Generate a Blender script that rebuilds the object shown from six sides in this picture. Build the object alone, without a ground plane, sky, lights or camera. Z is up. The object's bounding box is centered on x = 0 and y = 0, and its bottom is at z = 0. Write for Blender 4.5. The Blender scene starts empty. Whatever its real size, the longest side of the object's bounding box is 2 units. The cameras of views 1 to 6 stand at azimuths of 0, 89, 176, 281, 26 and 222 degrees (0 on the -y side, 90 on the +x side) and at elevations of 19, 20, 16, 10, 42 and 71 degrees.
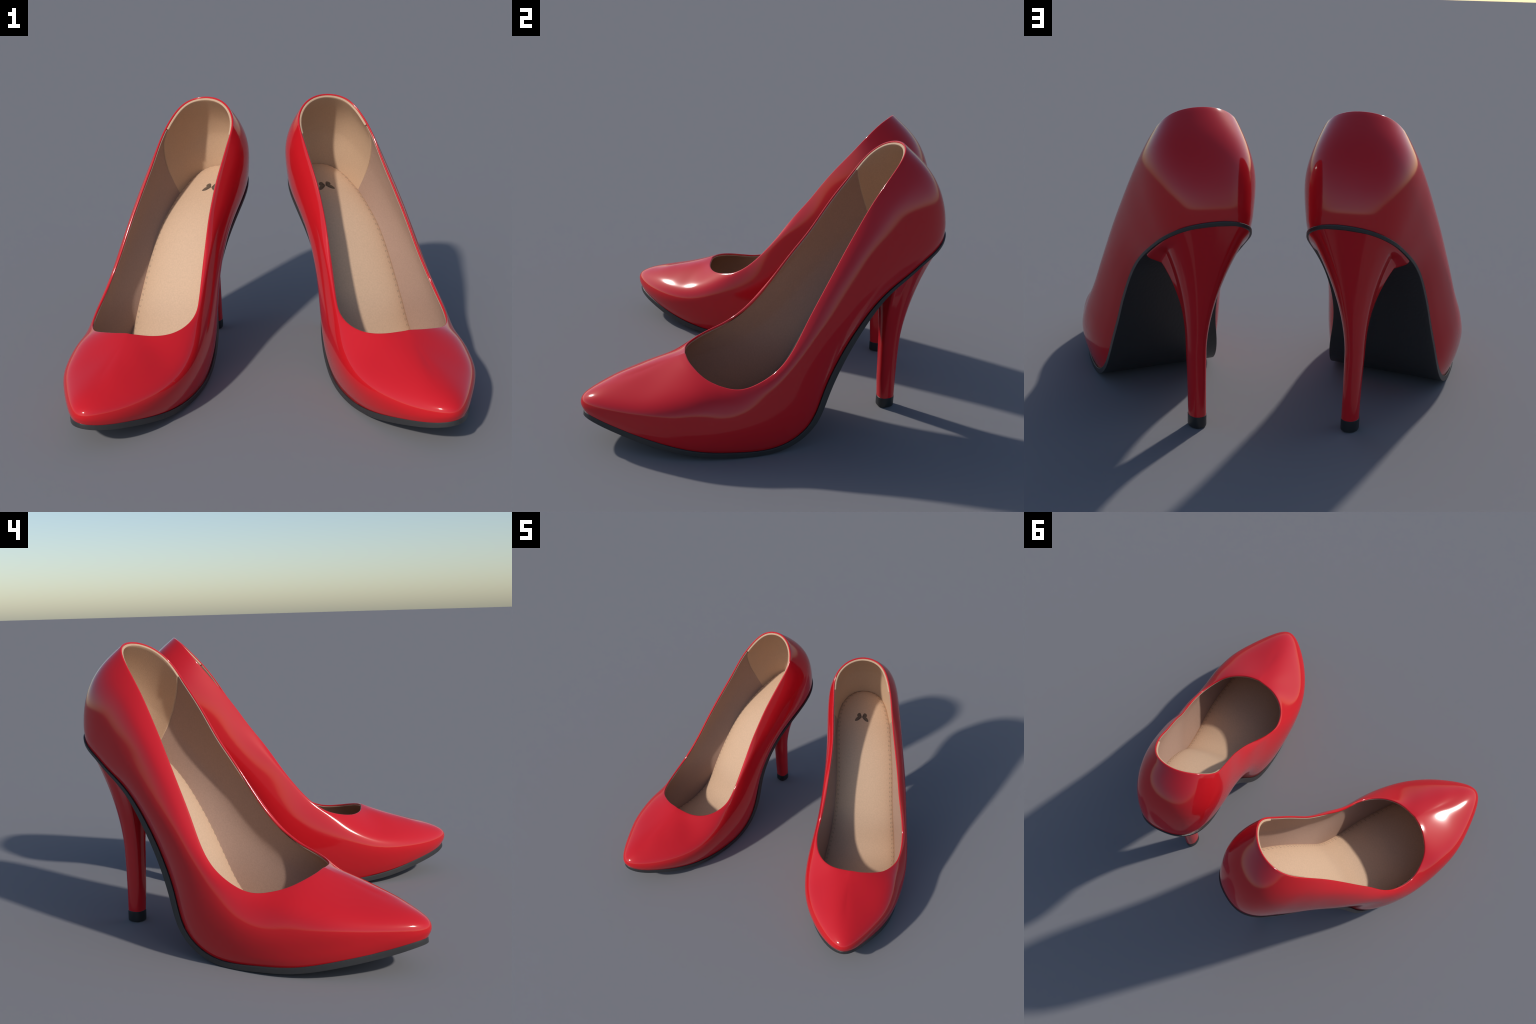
import bpy, math
import numpy as np
from mathutils import Vector
from mathutils.bvhtree import BVHTree

# ---------------------------------------------------------------- the last
# A pair of pointed stiletto pumps.  One shoe (the right one) is described in
# its own frame: toe towards -y, lateral side +x, ground z = 0; the left shoe
# is its mirror image.  The upper is a lofted B-spline skin over seven closed
# guide curves, each starting at the back of the heel and running along the
# lateral side to the toe and back along the medial side.
FEATHER_EDGE = [
    (-0.003, 1.000, 0.973), (0.123, 0.986, 0.958), (0.191, 0.905, 0.905), (0.210, 0.829, 0.861),
    (0.233, 0.746, 0.806), (0.245, 0.656, 0.752), (0.258, 0.571, 0.681), (0.269, 0.497, 0.590),
    (0.280, 0.429, 0.492), (0.289, 0.369, 0.382), (0.308, 0.311, 0.262), (0.330, 0.266, 0.111),
    (0.347, 0.098, 0.012), (0.353, -0.129, 0.035), (0.323, -0.302, 0.041), (0.263, -0.486, 0.090),
    (0.161, -0.633, 0.121), (0.082, -0.755, 0.163), (0.004, -0.782, 0.162), (-0.083, -0.721, 0.141),
    (-0.164, -0.595, 0.115), (-0.228, -0.421, 0.069), (-0.249, -0.234, 0.036), (-0.254, -0.060, 0.035),
    (-0.234, 0.098, 0.038), (-0.218, 0.220, 0.112), (-0.197, 0.298, 0.227), (-0.168, 0.351, 0.353),
    (-0.159, 0.413, 0.472), (-0.164, 0.485, 0.583), (-0.177, 0.569, 0.685), (-0.191, 0.663, 0.767),
    (-0.197, 0.755, 0.828), (-0.190, 0.843, 0.877), (-0.161, 0.931, 0.925), (-0.092, 0.987, 0.962),
]
LOWER_WALL = [
    (-0.003, 0.989, 1.060), (0.147, 0.973, 1.045), (0.214, 0.869, 0.980), (0.234, 0.787, 0.926),
    (0.260, 0.700, 0.862), (0.278, 0.614, 0.794), (0.298, 0.531, 0.714), (0.313, 0.453, 0.625),
    (0.322, 0.380, 0.531), (0.331, 0.314, 0.428), (0.350, 0.249, 0.317), (0.377, 0.188, 0.188),
    (0.379, 0.024, 0.089), (0.365, -0.169, 0.095), (0.336, -0.317, 0.109), (0.275, -0.476, 0.146),
    (0.187, -0.619, 0.176), (0.098, -0.741, 0.201), (0.002, -0.819, 0.216), (-0.104, -0.719, 0.185),
    (-0.195, -0.579, 0.162), (-0.259, -0.408, 0.134), (-0.282, -0.231, 0.121), (-0.281, -0.073, 0.134),
    (-0.270, 0.068, 0.164), (-0.251, 0.180, 0.234), (-0.229, 0.262, 0.327), (-0.209, 0.326, 0.431),
    (-0.200, 0.390, 0.532), (-0.199, 0.461, 0.630), (-0.205, 0.542, 0.725), (-0.215, 0.628, 0.808),
    (-0.220, 0.713, 0.875), (-0.211, 0.796, 0.935), (-0.187, 0.891, 0.995), (-0.114, 0.967, 1.045),
]
BALL_WALL = [
    (-0.004, 0.970, 1.143), (0.165, 0.946, 1.126), (0.230, 0.831, 1.054), (0.249, 0.743, 0.991),
    (0.274, 0.652, 0.918), (0.294, 0.566, 0.838), (0.317, 0.483, 0.750), (0.336, 0.402, 0.658),
    (0.348, 0.326, 0.566), (0.358, 0.258, 0.469), (0.370, 0.189, 0.368), (0.391, 0.116, 0.253),
    (0.394, -0.048, 0.156), (0.372, -0.208, 0.156), (0.344, -0.330, 0.172), (0.302, -0.459, 0.198),
    (0.223, -0.584, 0.217), (0.135, -0.693, 0.234), (-0.001, -0.782, 0.252), (-0.133, -0.669, 0.220),
    (-0.224, -0.537, 0.205), (-0.285, -0.371, 0.193), (-0.298, -0.209, 0.203), (-0.292, -0.068, 0.235),
    (-0.276, 0.055, 0.288), (-0.256, 0.158, 0.358), (-0.239, 0.240, 0.438), (-0.229, 0.310, 0.523),
    (-0.222, 0.375, 0.605), (-0.219, 0.442, 0.689), (-0.220, 0.516, 0.773), (-0.227, 0.594, 0.854),
    (-0.233, 0.671, 0.925), (-0.228, 0.751, 0.992), (-0.212, 0.849, 1.062), (-0.132, 0.943, 1.124),
]
MID_WALL = [
    (-0.005, 0.938, 1.219), (0.171, 0.906, 1.202), (0.237, 0.784, 1.122), (0.254, 0.696, 1.053),
    (0.279, 0.603, 0.973), (0.295, 0.519, 0.885), (0.317, 0.437, 0.792), (0.336, 0.358, 0.696),
    (0.353, 0.281, 0.601), (0.365, 0.211, 0.503), (0.377, 0.137, 0.401), (0.393, 0.059, 0.307),
    (0.396, -0.061, 0.225), (0.369, -0.201, 0.210), (0.343, -0.315, 0.230), (0.297, -0.453, 0.250),
    (0.209, -0.562, 0.257), (0.082, -0.652, 0.274), (0.008, -0.669, 0.280), (-0.088, -0.640, 0.272),
    (-0.203, -0.516, 0.245), (-0.267, -0.373, 0.244), (-0.292, -0.219, 0.263), (-0.286, -0.096, 0.309),
    (-0.268, 0.009, 0.365), (-0.250, 0.098, 0.430), (-0.237, 0.178, 0.495), (-0.228, 0.252, 0.569),
    (-0.224, 0.325, 0.645), (-0.220, 0.398, 0.725), (-0.220, 0.474, 0.810), (-0.225, 0.551, 0.896),
    (-0.233, 0.626, 0.974), (-0.236, 0.706, 1.048), (-0.226, 0.809, 1.126), (-0.142, 0.909, 1.198),
]
VAMP_WALL = [
    (-0.005, 0.892, 1.286), (0.165, 0.857, 1.270), (0.233, 0.737, 1.186), (0.253, 0.646, 1.109),
    (0.277, 0.555, 1.019), (0.294, 0.473, 0.924), (0.313, 0.394, 0.824), (0.328, 0.321, 0.723),
    (0.344, 0.249, 0.623), (0.356, 0.180, 0.523), (0.373, 0.105, 0.428), (0.386, 0.025, 0.341),
    (0.376, -0.082, 0.276), (0.350, -0.189, 0.264), (0.333, -0.305, 0.289), (0.258, -0.431, 0.296),
    (0.158, -0.503, 0.296), (0.039, -0.552, 0.312), (0.012, -0.537, 0.309), (-0.034, -0.556, 0.325),
    (-0.153, -0.478, 0.294), (-0.221, -0.358, 0.279), (-0.267, -0.231, 0.306), (-0.268, -0.118, 0.350),
    (-0.254, -0.026, 0.408), (-0.234, 0.057, 0.475), (-0.226, 0.131, 0.546), (-0.221, 0.205, 0.618),
    (-0.218, 0.280, 0.690), (-0.213, 0.357, 0.764), (-0.212, 0.433, 0.846), (-0.217, 0.507, 0.935),
    (-0.227, 0.579, 1.019), (-0.232, 0.661, 1.100), (-0.223, 0.763, 1.184), (-0.143, 0.860, 1.262),
]
UPPER_WALL = [
    (-0.005, 0.831, 1.343), (0.149, 0.796, 1.325), (0.213, 0.689, 1.243), (0.241, 0.595, 1.155),
    (0.260, 0.512, 1.052), (0.278, 0.436, 0.950), (0.297, 0.362, 0.844), (0.313, 0.294, 0.739),
    (0.326, 0.229, 0.634), (0.342, 0.165, 0.532), (0.360, 0.089, 0.439), (0.373, 0.003, 0.366),
    (0.352, -0.091, 0.314), (0.334, -0.179, 0.311), (0.290, -0.292, 0.333), (0.194, -0.366, 0.335),
    (0.105, -0.405, 0.340), (0.026, -0.416, 0.350), (0.013, -0.416, 0.352), (-0.009, -0.414, 0.354),
    (-0.078, -0.409, 0.360), (-0.157, -0.327, 0.325), (-0.218, -0.235, 0.339), (-0.248, -0.130, 0.372),
    (-0.244, -0.037, 0.422), (-0.224, 0.044, 0.486), (-0.215, 0.109, 0.562), (-0.211, 0.174, 0.644),
    (-0.209, 0.245, 0.725), (-0.201, 0.322, 0.799), (-0.196, 0.397, 0.878), (-0.201, 0.465, 0.968),
    (-0.211, 0.535, 1.059), (-0.218, 0.617, 1.147), (-0.215, 0.714, 1.240), (-0.135, 0.799, 1.319),
]
TOPLINE = [
    (-0.001, 0.767, 1.398), (0.127, 0.726, 1.372), (0.177, 0.637, 1.284), (0.204, 0.547, 1.183),
    (0.219, 0.475, 1.069), (0.242, 0.405, 0.962), (0.265, 0.338, 0.853), (0.287, 0.273, 0.747),
    (0.303, 0.211, 0.640), (0.328, 0.154, 0.535), (0.345, 0.085, 0.442), (0.349, -0.009, 0.382),
    (0.335, -0.093, 0.344), (0.294, -0.160, 0.346), (0.235, -0.232, 0.362), (0.159, -0.267, 0.383),
    (0.086, -0.286, 0.396), (0.037, -0.284, 0.402), (0.012, -0.284, 0.403), (0.010, -0.284, 0.401),
    (-0.036, -0.272, 0.396), (-0.102, -0.257, 0.390), (-0.170, -0.208, 0.385), (-0.218, -0.135, 0.397),
    (-0.236, -0.040, 0.422), (-0.214, 0.053, 0.472), (-0.198, 0.122, 0.550), (-0.188, 0.180, 0.636),
    (-0.185, 0.237, 0.728), (-0.180, 0.298, 0.817), (-0.175, 0.367, 0.902), (-0.177, 0.428, 0.994),
    (-0.187, 0.499, 1.091), (-0.191, 0.578, 1.183), (-0.204, 0.659, 1.283), (-0.128, 0.727, 1.371),
]

GUIDES = [np.array(g) for g in (FEATHER_EDGE, LOWER_WALL, BALL_WALL, MID_WALL,
                                VAMP_WALL, UPPER_WALL, TOPLINE)]
STATIONS = len(FEATHER_EDGE)

# inset of the insole edge from the feather edge, and sole thickness, from the
# heel (first value) along the lateral side to the toe (last value)
INSOLE_INSET_LATERAL = [.039, .039, .034, .027, .022, .024, .020, .018, .021, .018, .022, .023, .029, .040, .042, .039, .034, .030, .027]
INSOLE_INSET_MEDIAL = [.039, .047, .043, .031, .027, .025, .023, .021, .020, .028, .046, .049, .044, .045, .040, .032, .027, .026, .027]
SOLE_THICKNESS = [.018, .018, .018, .018, .019, .021, .024, .028, .031, .033,
                  .033, .029, .026, .026, .028, .030, .030, .027, .024]

LEATHER = .0105        # thickness of the patent leather at the rim
LINING = .0055        # side lining
COUNTER = .0120       # padded heel lining
# seam where the heel lining ends, in side view: (y, z) at the rim and at the insole
SEAM = ((.603, 1.215), (.769, .814))

# where each shoe stands: (mirrored, turn about z in degrees, x, y)
PLACES = [(False, 16.90, .580, -.130), (True, -21.25, -.5567, -.0733)]


# ---------------------------------------------------------------- curves
def closed_basis(u):
    u = np.asarray(u) % 1.0
    x = u * STATIONS
    i = np.floor(x).astype(int)
    t = x - i
    w = [(1 - t) ** 3, 3 * t ** 3 - 6 * t ** 2 + 4,
         -3 * t ** 3 + 3 * t ** 2 + 3 * t + 1, t ** 3]
    b = np.zeros((len(u), STATIONS))
    for k in range(4):
        np.add.at(b, (np.arange(len(u)), (i + k - 1) % STATIONS), w[k] / 6)
    return b


def open_basis(v, count, degree=3):
    knots = np.concatenate([np.zeros(degree), np.linspace(0, 1, count - degree + 1),
                            np.ones(degree)])
    v = np.clip(v, 0, 1 - 1e-12)
    b = [((knots[i] <= v) & (v < knots[i + 1])).astype(float)
         for i in range(len(knots) - 1)]
    for d in range(1, degree + 1):
        nxt = []
        for i in range(len(knots) - 1 - d):
            left, right = knots[i + d] - knots[i], knots[i + d + 1] - knots[i + 1]
            q = np.zeros_like(v)
            if left > 0:
                q = q + (v - knots[i]) / left * b[i]
            if right > 0:
                q = q + (knots[i + d + 1] - v) / right * b[i + 1]
            nxt.append(q)
        b = nxt
    return np.array(b).T


def unit(a):
    return a / np.maximum(np.linalg.norm(a, axis=-1, keepdims=True), 1e-9)


def smooth(x):
    x = np.clip(x, 0, 1)
    return x * x * (3 - 2 * x)


def skin(u, v):
    """Points of the upper; u and v are arrays of the same shape."""
    shape = np.broadcast(u, v).shape
    u = np.broadcast_to(u, shape).reshape(-1)
    v = np.broadcast_to(v, shape).reshape(-1)
    bu, bv = closed_basis(u), open_basis(v, len(GUIDES))
    p = sum(bv[:, k:k + 1] * (bu @ g) for k, g in enumerate(GUIDES))
    return p.reshape(shape + (3,))


def skin_normal(u, v):
    e = 1e-3
    v0, v1 = np.clip(v - e, 0, 1), np.clip(v + e, 0, 1)
    du = skin(u + e, v) - skin(u - e, v)
    dv = skin(u, v1) - skin(u, v0)
    return unit(np.cross(dv, du)) * OUTWARD


OUTWARD = 1.0
if skin_normal(np.array([.25]), np.array([.4]))[0, 0] < 0:
    OUTWARD = -1.0


def rim_frame(u, v):
    """Unit vector in the skin at right angles to the rim, and skin length per v along it."""
    e = 1e-3
    along = unit(skin(u + e, v) - skin(u - e, v))
    dv = (skin(u, v) - skin(u, v - .02)) / .02
    up = dv - along * (dv * along).sum(-1, keepdims=True)
    return unit(up), np.linalg.norm(up, axis=-1)


def around(lateral, medial, u):
    """A value given at the stations of each side, read at u."""
    full = np.array(list(lateral) + list(medial[1:-1])[::-1])
    return closed_basis(u) @ full


def sole_frame(u, level=False):
    """Feather point, inward direction and sole normal at u."""
    e = 4e-3
    f = skin(u, 0 * u)
    tangent = unit(skin(u + e, 0 * u) - skin(u - e, 0 * u))
    half = np.where(u % 1 > .5, 1 - u % 1, u % 1)
    c = np.clip(half, .02, .47)
    spine = lambda h: (skin(h, 0 * h) + skin(1 - h, 0 * h)) / 2
    run = spine(c + .012) - spine(c - .012)
    normal = unit(np.stack([0 * c, run[:, 2], -run[:, 1]], -1))
    normal *= np.sign(normal[:, 2:])
    if level:
        # under heel and toe the sole edge stands upright
        w = (smooth((half - .10) / .11) * (1 - smooth((half - .37) / .08)))[:, None]
        normal = unit(normal * w + np.array([0, .12, 1]) * (1 - w))
    inward = unit(np.cross(tangent, normal))
    flip = np.sign((inward * (np.array([.03, .1, 0]) - f))[:, :2].sum(-1))
    return f, inward * np.where(flip == 0, 1, flip)[:, None], normal


# ---------------------------------------------------------------- meshes
class Part:
    def __init__(self):
        self.v, self.f, self.n = [], [], 0

    def points(self, p):
        p = np.asarray(p).reshape(-1, 3)
        base = self.n
        self.v.append(p)
        self.n += len(p)
        return base

    def grid(self, p, wrap_rows=False, wrap_cols=False, flip=False):
        rows, cols = p.shape[:2]
        base = self.points(p)
        r = np.arange(rows if wrap_rows else rows - 1)
        c = np.arange(cols if wrap_cols else cols - 1)
        R, C = np.meshgrid(r, c, indexing='ij')
        i = lambda a, b: base + (a % rows) * cols + (b % cols)
        q = np.stack([i(R, C), i(R, C + 1), i(R + 1, C + 1), i(R + 1, C)], -1).reshape(-1, 4)
        self.f += (q[:, ::-1] if flip else q).tolist()
        return base

    def fan(self, ring, centre, flip=False):
        base = self.points(np.vstack([ring, centre]))
        n = len(ring)
        for k in range(n):
            t = [base + k, base + (k + 1) % n, base + n]
            self.f.append(t[::-1] if flip else t)

    def arrays(self):
        return np.vstack(self.v), self.f


def weld(part, tolerance=2e-5):
    """Join coincident points and drop the faces that collapse."""
    v, f = part.arrays()
    _, first, back = np.unique(np.round(v / tolerance).astype(np.int64), axis=0,
                               return_index=True, return_inverse=True)
    back = back.reshape(-1)
    faces = []
    for q in f:
        w = []
        for i in q:
            j = int(back[i])
            if j not in w:
                w.append(j)
        if len(w) > 2:
            faces.append(w)
    return v[first], faces


def make_object(name, part, material, parent, mirrored, angle=40):
    v, f = weld(part)
    v = v.copy()
    if mirrored:
        v[:, 0] *= -1
        f = [q[::-1] for q in f]
    mesh = bpy.data.meshes.new(name)
    mesh.from_pydata(v.tolist(), [], f)
    mesh.validate()
    mesh.materials.append(material)
    mesh.polygons.foreach_set("use_smooth", [True] * len(mesh.polygons))
    mesh.set_sharp_from_angle(angle=math.radians(angle))
    obj = bpy.data.objects.new(name, mesh)
    bpy.context.scene.collection.objects.link(obj)
    obj.parent = parent
    return obj


# ---------------------------------------------------------------- parts
NU = 320
U = np.arange(NU) / NU


def build_upper():
    """Patent leather skin: curled in at the feather edge, rolled at the rim."""
    part = Part()
    r = LEATHER / 2
    one = np.ones(NU)
    up, length = rim_frame(U, one)
    v_end = 1 - r / length
    rows = []
    f, inward, normal = sole_frame(U)
    for a in (.030, .018):
        rows.append(f + inward * a - normal * .004)
    for t in np.concatenate([np.linspace(0, .096, 13),
                             np.linspace(.11, 1, 40)]):
        p = skin(U, t * v_end)
        curl = .007 * np.clip(1 - t / .08, 0, 1) ** 2.5
        rows.append(p + inward * curl - normal * (.002 * np.clip(1 - t / .024, 0, 1)))
    edge = skin(U, v_end)
    n = skin_normal(U, v_end)
    centre = edge - n * r
    for a in np.linspace(18, 180, 10):
        c, s = math.cos(math.radians(a)), math.sin(math.radians(a))
        rows.append(centre + n * (r * c) + up * (r * s))
    for d in (.008, .02):
        rows.append(skin(U, v_end - d / length) - skin_normal(U, v_end - d / length) * (2 * r))
    part.grid(np.array(rows), wrap_cols=True, flip=True)
    return part


def insole_edge(u):
    f, inward, normal = sole_frame(u)
    d = around(INSOLE_INSET_LATERAL, INSOLE_INSET_MEDIAL, u)
    return f + inward * d[:, None] + normal * .008, normal


def lining_point(u, v, depth):
    """Inner face of a lining `depth` inside the skin; it meets the insole edge."""
    base = skin(u, v) - skin_normal(u, v) * np.asarray(depth)[..., None]
    foot, normal = insole_edge(u)
    w = smooth(v / .34)[:, None]
    foot = foot - normal * .004
    # ease the wall into the insole edge
    bow = skin(u, v) - skin(u, 0 * v)
    return base * w + (foot + bow * .9) * (1 - w)


def lining_sheet(u, top_gap, depth, thick, end_round=False):
    length = rim_frame(u, 0 * u + 1)[1]
    v_top = 1 - top_gap / length
    rows = []
    outer = lambda v: skin(u, v) - skin_normal(u, v) * (depth - thick)[:, None]
    rows.append(outer(v_top - .012 / length))
    rows.append(outer(v_top))
    e = np.minimum(thick * .25, .0012)
    rows.append(skin(u, v_top + e / length) - skin_normal(u, v_top) * (depth - thick + e)[:, None])
    rows.append(skin(u, v_top + e / length) - skin_normal(u, v_top) * (depth - e)[:, None])
    rows.append(skin(u, v_top) - skin_normal(u, v_top) * depth[:, None])
    for t in np.concatenate([[.985], np.linspace(.96, 0, 36)]):
        rows.append(lining_point(u, v_top * t, depth))
    return np.array(rows)


def build_side_lining():
    part = Part()
    a = .070
    u = np.linspace(a, 1 - a, 280)
    depth = np.full(len(u), LEATHER - .0008 + LINING)
    part.grid(lining_sheet(u, .0045, depth, np.full(len(u), LINING)))
    return part


def seam_u(v, medial):
    """Where the slanting seam line of the side view crosses the loop at height v."""
    (y0, z0), (y1, z1) = SEAM
    lo, hi = np.full(len(v), .03), np.full(len(v), .22)
    for _ in range(30):
        mid = (lo + hi) / 2
        p = skin(1 - mid if medial else mid, v)
        behind = (p[:, 1] - y0) + (p[:, 2] - z0) * (y1 - y0) / (z0 - z1) > 0
        lo, hi = np.where(behind, mid, lo), np.where(behind, hi, mid)
    return lo


def build_heel_lining():
    """Padded heel lining: its ends follow the seam that leans back downwards."""
    part = Part()
    s = np.concatenate([np.linspace(-1, -.96, 16)[:-1], np.linspace(-.96, .96, 120),
                        np.linspace(.96, 1, 16)[1:]])
    count = len(lining_sheet(s * .1, .004, np.full(len(s), .01), np.full(len(s), .005)))
    height = np.concatenate([np.ones(6), np.linspace(.96, 0, count - 6)])
    lateral, medial = seam_u(height, False), seam_u(height, True)
    round_in = np.clip((np.abs(s) - .985) / .015, 0, 1)
    base = LEATHER - .0008 + LINING - .0015
    depth = base + (COUNTER - LINING + .0015) * np.sqrt(1 - round_in ** 2)
    rows = []
    for k in range(count):
        u = np.where(s > 0, s * lateral[k], s * medial[k])
        rows.append(lining_sheet(u, .0040, depth, depth - LEATHER + .0008)[k])
    part.grid(np.array(rows))
    return part


def insole_point(u, s, lift=0.0):
    """u in 0...0.5 along the foot, s from -1 (lateral) to 1 (medial)."""
    a, n = insole_edge(u)
    b, m = insole_edge(1 - u)
    up = unit(n + m)
    chord = np.linalg.norm(b - a, axis=-1)
    crown = .088 * chord * np.clip(1 - np.abs(s) ** 2.2, 0, 1) ** .7 - .004 * s ** 8
    t = (s + 1) / 2
    return a * (1 - t)[:, None] + b * t[:, None] + up * (crown + lift)[:, None]


def build_insole():
    part = Part()
    h = np.concatenate([np.linspace(0, .04, 12)[:-1], np.linspace(.04, .5, 120)])
    s = np.sin(np.linspace(-1, 1, 61) * np.pi / 2) * 1.02
    p = np.array([insole_point(h, np.full(len(h), x)) for x in s])
    part.grid(p, flip=True)
    return part


def build_outsole():
    part = Part()
    u = np.concatenate([np.linspace(0, .5, 181), np.linspace(.5, 1, 181)[1:-1]])
    f, inward, normal = sole_frame(u, True)
    half = np.minimum(u, 1 - u)
    proud = .0028 - .007 * smooth((half - .37) / .08)
    thick = around(SOLE_THICKNESS, SOLE_THICKNESS, u)
    def ring(out, down):
        p = f - inward * np.asarray(out).reshape(-1, 1) - normal * np.asarray(down).reshape(-1, 1)
        p[:, 2] = np.maximum(p[:, 2], 0.0)
        return p
    rows = [ring(-.028, .0015), ring(-.008, .001), ring(proud - .0018, .0008), ring(proud - .0004, .0022)]
    for t in np.linspace(.15, 1, 6):
        rows.append(ring(proud, .0022 + (thick - .0042) * t))
    rows.append(ring(proud - .0014, thick - .0004))
    rows.append(ring(proud - .0038, thick))
    part.grid(np.array(rows), wrap_cols=True)
    # underside: chords between the two edges
    edge = rows[-1]
    n = len(u)
    lat = np.arange(0, n // 2 + 1)
    med = (-lat) % n
    s = np.linspace(0, 1, 25)[:, None, None]
    under = edge[lat][None] * (1 - s) + edge[med][None] * s
    under[..., 2] = np.maximum(under[..., 2], 0.0)
    part.grid(under)
    return part


def sole_under(u, s):
    """Point of the underside at station u (0...0.5), s from lateral 0 to medial 1."""
    def edge(w):
        f, inward, normal = sole_frame(w, True)
        t = around(SOLE_THICKNESS, SOLE_THICKNESS, w)
        return f + inward * .001 - normal * t[:, None]
    a, b = edge(u), edge(1 - u)
    return a * (1 - s)[:, None] + b * s[:, None]


# stem of the heel: height, centre x, half width, front y, back y
STEM = [(.000, .0215, .0385, .7370, .8235), (.052, .0215, .0385, .7360, .8235),
        (.160, .0215, .0388, .7270, .8225), (.260, .0228, .0405, .7230, .8220),
        (.350, .0245, .0425, .7180, .8235), (.900, .0290, .0440, .7080, .8235)]
STEM_TOP = .34
EDGE = .007            # inset of the heel top from the sole edge, as part of its width


def stem_section(z, angle):
    t = np.array(STEM)
    cx, rx, front, back = (np.interp(z, t[:, 0], t[:, k]) for k in (1, 2, 3, 4))
    c, s = np.cos(angle), np.sin(angle)
    mid = front + (back - front) * .42
    power = np.where(s >= 0, 2.1, 2.7)
    x = cx + rx * np.sign(c) * np.abs(c) ** (2 / power)
    y = mid + np.where(s >= 0, back - mid, mid - front) * np.sign(s) * np.abs(s) ** (2 / power)
    return x, y


def heel_seat():
    """Closed outline of the heel top as (station u, share s of the sole width)
    with the stem angle that each point belongs to."""
    corner, turn = .128, .016
    k = np.linspace(0, 1, 44, endpoint=False)
    # back centre -> lateral corner, along the sole edge
    arc_u = .014 + (corner - turn - .014) * k
    arc_s = EDGE + (.5 - EDGE) * np.clip(1 - k / .10, 0, 1) ** 1.6
    arc_a = 90 - 118 * k
    # rounded corner
    c = np.linspace(0, 1, 14, endpoint=False)
    cor_u = corner - turn + turn * np.sin(c * np.pi / 2)
    cor_s = EDGE + .10 * (1 - np.cos(c * np.pi / 2))
    cor_a = -28 - 22 * c
    # breast, bowed a little towards the toe
    m = np.linspace(0, 1, 61)
    mid_u = corner + .018 * np.sin(np.pi * m)
    mid_s = EDGE + .10 + (.80 - 2 * EDGE) * m
    mid_a = -50 - 80 * m
    u = np.concatenate([arc_u, cor_u, mid_u, cor_u[::-1], arc_u[::-1][:-1]])
    s = np.concatenate([arc_s, cor_s, mid_s, 1 - cor_s[::-1], 1 - arc_s[::-1][:-1]])
    a = np.concatenate([arc_a, cor_a, mid_a, -180 - cor_a[::-1], -180 - arc_a[::-1][:-1]])
    return u, s, np.radians(a)


def build_heel():
    part = Part()
    u, s, ang = heel_seat()
    seat = sole_under(u, s) + np.array([0, 0, .003])
    c, sn = np.cos(ang), np.sin(ang)
    turn = np.degrees(ang) % 360
    flare = np.interp(turn, [0, 45, 90, 135, 180, 220, 270, 320, 360],
                      [2.2, 2.0, 1.5, 1.7, 1.8, 2.0, 2.5, 2.3, 2.2])
    # thin flange that the breast corners keep against the sole
    lip = np.interp(turn, [0, 30, 60, 120, 160, 190, 220, 270, 320, 360],
                    [.23, .08, 0, 0, .03, .12, .24, .25, .25, .23])
    rows = []
    for z in np.linspace(.050, STEM_TOP, 16)[:-1]:
        x, y = stem_section(z, ang)
        rows.append(np.stack([x, y, 0 * x + z], -1))
    for t in 1 - (1 - np.linspace(0, 1, 64)) ** 1.6:
        z = STEM_TOP + (seat[:, 2] - STEM_TOP) * t
        x, y = stem_section(z, ang)
        k = (1 - lip) * t ** flare + lip * smooth((t - .915) / .07)
        x1, y1 = stem_section(seat[:, 2], ang)
        rows.append(np.stack([x + (seat[:, 0] - x1) * k, y + (seat[:, 1] - y1) * k, z], -1))
    part.grid(np.array(rows), wrap_cols=True)
    return part


def build_heel_tip():
    part = Part()
    ang = np.linspace(0, 2 * np.pi, 96, endpoint=False)
    rows = []
    for z, grow in ((.0525, -.006), (.0525, .0004), (.0515, .0014), (.006, .0014),
                    (.002, .0006), (.0, -.002)):
        x, y = stem_section(np.full(96, z), ang)
        cx, cy = x.mean(), y.mean()
        d = np.hypot(x - cx, y - cy)
        rows.append(np.stack([x + (x - cx) / d * grow, y + (y - cy) / d * grow, 0 * x + z], -1))
    part.grid(np.array(rows), wrap_cols=True, flip=True)
    part.fan(rows[-1], rows[-1].mean(0), flip=False)
    return part


def insole_tree():
    v, f = weld(build_insole())
    return BVHTree.FromPolygons([Vector(p) for p in v], f)


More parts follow.
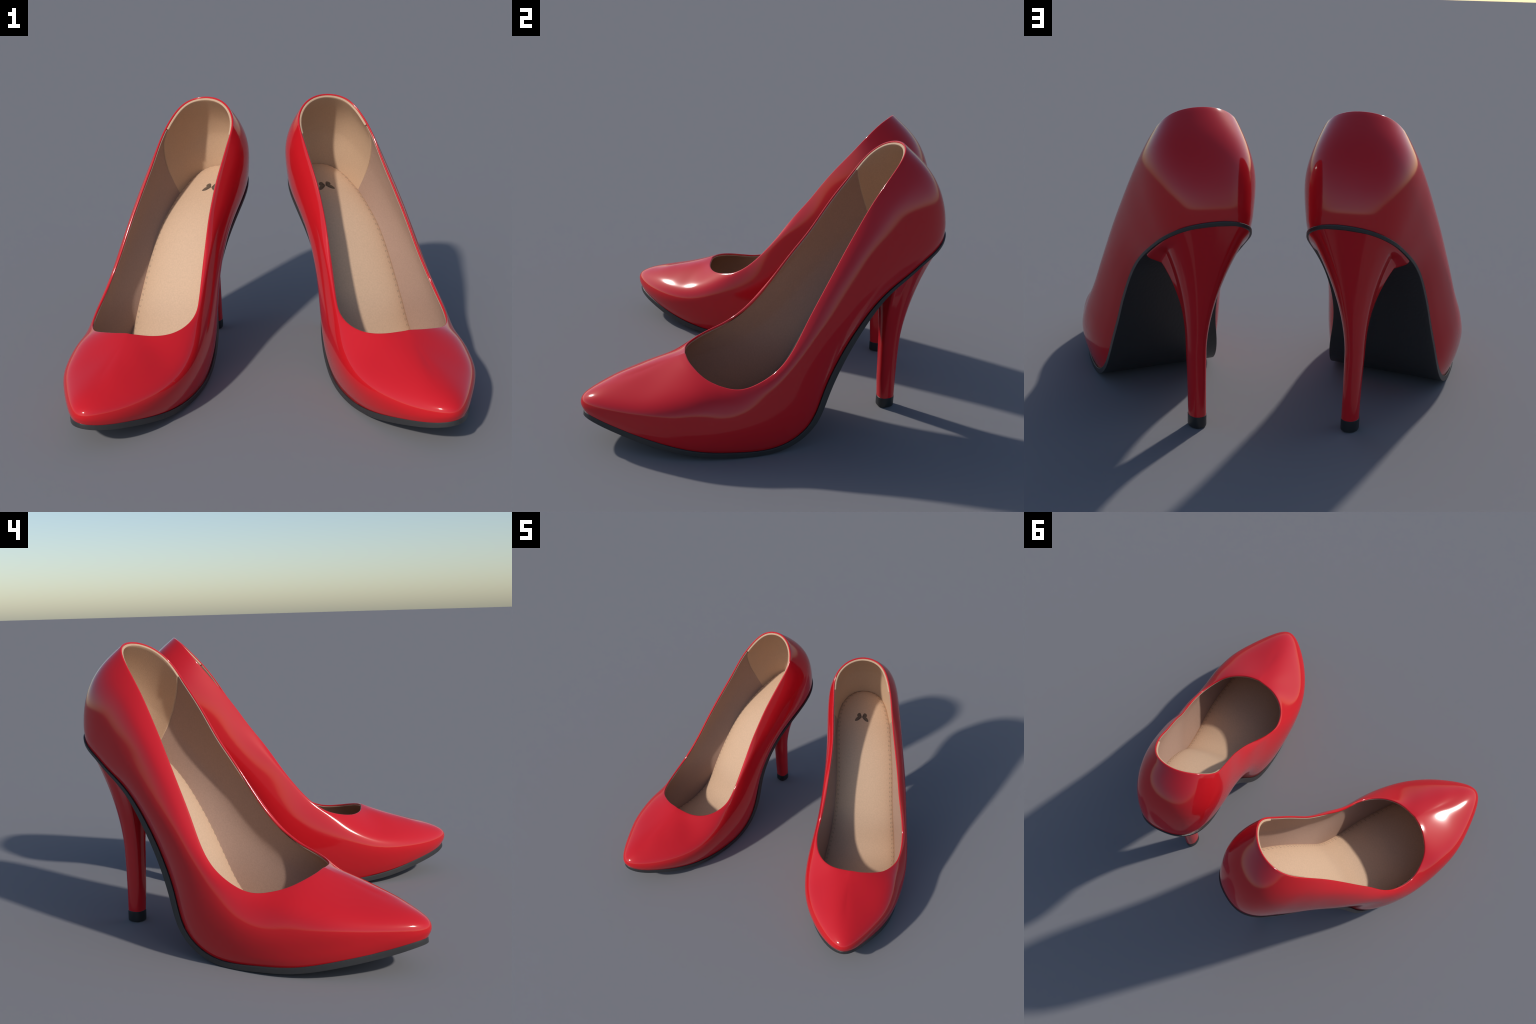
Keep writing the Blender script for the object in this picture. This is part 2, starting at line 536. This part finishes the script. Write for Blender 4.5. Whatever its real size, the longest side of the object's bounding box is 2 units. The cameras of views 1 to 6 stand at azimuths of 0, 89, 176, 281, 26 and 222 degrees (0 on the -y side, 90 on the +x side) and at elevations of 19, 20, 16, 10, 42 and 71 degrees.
def build_stitches():
    """Two rows of short thread dashes just inside the insole edge."""
    part = Part()
    for inset, length, width in ((.011, .013, .0042), (.0212, .013, .0042)):
        for side in (0, 1):
            h = np.linspace(.012, .42, 900)
            edge = insole_edge(h if side == 0 else 1 - h)[0]
            run = np.concatenate([[0], np.cumsum(np.linalg.norm(np.diff(edge, axis=0), axis=1))])
            for d in np.arange(.012, run[-1], .0325):
                m = [np.interp(d + o, run, h) for o in (-length / 2, 0, length / 2)]
                m = np.array(m)
                a, b = insole_edge(m)[0], insole_edge(1 - m)[0]
                chord = np.linalg.norm(b - a, axis=1)
                sv = 2 * inset / chord - 1
                if side:
                    sv = -sv
                p = insole_point(m, sv)
                up = unit(np.cross(p[2] - p[0], b[1] - a[1]))
                if up[2] < 0:
                    up = -up
                along = unit(p[2] - p[0])
                across = np.cross(up, along)
                ring = []
                for q, w in zip(p, (.8, 1, .8)):
                    ring.append([q + across * (x * width / 2 * w) + up * y for x, y in
                                 ((-1, -.0006), (-.8, .00025), (.8, .00025), (1, -.0006))])
                part.grid(np.array(ring))
    return part


UPPER_LOBE = [(.0015, .000), (.005, .0125), (.0078, .0205), (.0112, .0247), (.0160, .0264),
              (.0225, .0241), (.0280, .0184), (.0298, .0115), (.0276, .0046), (.0220, -.0015),
              (.0110, -.0025)]
LOWER_LOBE = [(.0015, .000), (.0110, .0020), (.0240, .0005), (.0305, -.0025), (.0360, -.0100),
              (.0408, -.0205), (.0400, -.0250), (.0340, -.0262), (.0245, -.0234), (.0130, -.0150),
              (.0050, -.0057)]


def build_emblem(tree, inner):
    """Butterfly printed on the heel seat, laid on the insole; `inner` makes the
    darker veins along the lower edge of each lobe."""
    part = Part()
    centre = (.004, .759)
    if inner:
        shapes = [[(.003, .001), (.008, .011), (.014, .012), (.013, .007), (.007, .002)],
                  [(.004, -.003), (.012, -.0055), (.022, -.014), (.026, -.0195), (.016, -.0135), (.008, -.0068)]]
    else:
        shapes = [UPPER_LOBE, LOWER_LOBE]
    for sign in (-1, 1):
        for order, shape in enumerate(shapes):
            pts = np.array(shape) * [sign * 1.16, 1.12]
            n = len(pts)
            # closed smooth outline
            k = np.arange(n * 4) / 4
            i = k.astype(int)
            t = (k - i)[:, None]
            p0, p1, p2, p3 = (pts[(i + o) % n] for o in (-1, 0, 1, 2))
            o = .5 * (2 * p1 + (p2 - p0) * t + (2 * p0 - 5 * p1 + 4 * p2 - p3) * t ** 2
                      + (3 * p1 - p0 - 3 * p2 + p3) * t ** 3)
            pivot = pts.mean(0)
            lift = .0018 if inner else .0010 + .0003 * order
            rings = []
            for grow, z in ((1.0, -.0006), (1.0, lift * .7), (.97, lift), (.7, lift), (.4, lift), (.12, lift)):
                q = pivot + (o - pivot) * grow
                row = []
                for x, y in q:
                    # the print follows the slope of the heel seat
                    px, py = centre[0] + x, centre[1] + y * .92
                    hit = tree.ray_cast(Vector((px, py, 3)), Vector((0, 0, -1)))[0]
                    row.append((px, py, hit.z + z))
                rings.append(row)
            part.grid(np.array(rings), wrap_cols=True, flip=sign > 0)
            part.fan(np.array(rings[-1]), np.mean(rings[-1], axis=0), flip=sign > 0)
    return part


# ---------------------------------------------------------------- materials
def new_material(name):
    m = bpy.data.materials.new(name)
    m.use_nodes = True
    t = m.node_tree
    return m, t, t.nodes["Principled BSDF"]


def grain(tree, shader, scale, strength, distance, stretch=(1, 1, 1), detail=3):
    coords = tree.nodes.new("ShaderNodeTexCoord")
    mapping = tree.nodes.new("ShaderNodeMapping")
    mapping.inputs["Scale"].default_value = stretch
    noise = tree.nodes.new("ShaderNodeTexNoise")
    noise.inputs["Scale"].default_value = scale
    noise.inputs["Detail"].default_value = detail
    bump = tree.nodes.new("ShaderNodeBump")
    bump.inputs["Strength"].default_value = strength
    bump.inputs["Distance"].default_value = distance
    tree.links.new(coords.outputs["Object"], mapping.inputs["Vector"])
    tree.links.new(mapping.outputs["Vector"], noise.inputs["Vector"])
    tree.links.new(noise.outputs["Fac"], bump.inputs["Height"])
    tree.links.new(bump.outputs["Normal"], shader.inputs["Normal"])
    return noise


def mottle(tree, shader, noise, dark, light):
    ramp = tree.nodes.new("ShaderNodeValToRGB")
    ramp.color_ramp.elements[0].position = .3
    ramp.color_ramp.elements[1].position = .7
    ramp.color_ramp.elements[0].color = (*dark, 1)
    ramp.color_ramp.elements[1].color = (*light, 1)
    tree.links.new(noise.outputs["Fac"], ramp.inputs["Fac"])
    tree.links.new(ramp.outputs["Color"], shader.inputs["Base Color"])


def patent_leather():
    m, t, b = new_material("red_patent_leather")
    b.inputs["Base Color"].default_value = (.58, .012, .018, 1)
    b.inputs["Roughness"].default_value = .10
    b.inputs["IOR"].default_value = 1.5
    return m


def cloth(name, colour, spread, scale, strength):
    m, t, b = new_material(name)
    b.inputs["Roughness"].default_value = .62
    b.inputs["Specular IOR Level"].default_value = .3
    n = grain(t, b, scale, strength, .002)
    c = np.array(colour)
    mottle(t, b, n, tuple(c * (1 - spread)), tuple(c * (1 + spread)))
    return m


def sole_rubber():
    m, t, b = new_material("black_sole")
    b.inputs["Base Color"].default_value = (.030, .030, .031, 1)
    b.inputs["Roughness"].default_value = .42
    grain(t, b, 90, .35, .003, stretch=(1, 1, .08), detail=2)
    return m


def plain(name, colour, roughness):
    m, t, b = new_material(name)
    b.inputs["Base Color"].default_value = (*colour, 1)
    b.inputs["Roughness"].default_value = roughness
    return m


# ---------------------------------------------------------------- assembly
def main():
    red = patent_leather()
    side_cloth = cloth("side_lining_leather", (.375, .24, .18), .06, 160, .25)
    heel_cloth = cloth("heel_lining_suede", (.55, .36, .23), .06, 220, .30)
    insole_leather = cloth("insole_leather", (.635, .425, .28), .05, 120, .25)
    black = sole_rubber()
    tip_black = plain("black_heel_tip", (.02, .021, .023), .4)
    thread = plain("stitch_thread", (.29, .205, .14), .7)
    print_dark = plain("emblem_print", (.14, .095, .062), .6)
    print_vein = plain("emblem_vein", (.085, .055, .038), .6)

    tree = insole_tree()
    parts = [("upper", build_upper(), red, 50), ("side_lining", build_side_lining(), side_cloth, 50),
             ("heel_lining", build_heel_lining(), heel_cloth, 60), ("insole", build_insole(), insole_leather, 60),
             ("outsole", build_outsole(), black, 35), ("heel", build_heel(), red, 40)]
    children = [("heel_tip", "heel", build_heel_tip(), tip_black),
                ("stitching", "insole", build_stitches(), thread),
                ("emblem", "insole", build_emblem(tree, False), print_dark),
                ("emblem_vein", "insole", build_emblem(tree, True), print_vein)]

    for mirrored, turn, x, y in PLACES:
        root = bpy.data.objects.new("high_heel_shoe", None)
        bpy.context.scene.collection.objects.link(root)
        root.location = (x, y, 0)
        root.rotation_euler = (0, 0, math.radians(turn))
        root["label"] = "glossy red pointed stiletto pump with beige lining and black sole"
        root["category"] = "high heel"
        made = {}
        for name, part, material, angle in parts:
            made[name] = make_object(name, part, material, root, mirrored, angle)
        for name, owner, part, material in children:
            o = make_object(name, part, material, made[owner], mirrored)
            if name == "stitching":
                o["kind"] = "stuff"


main()
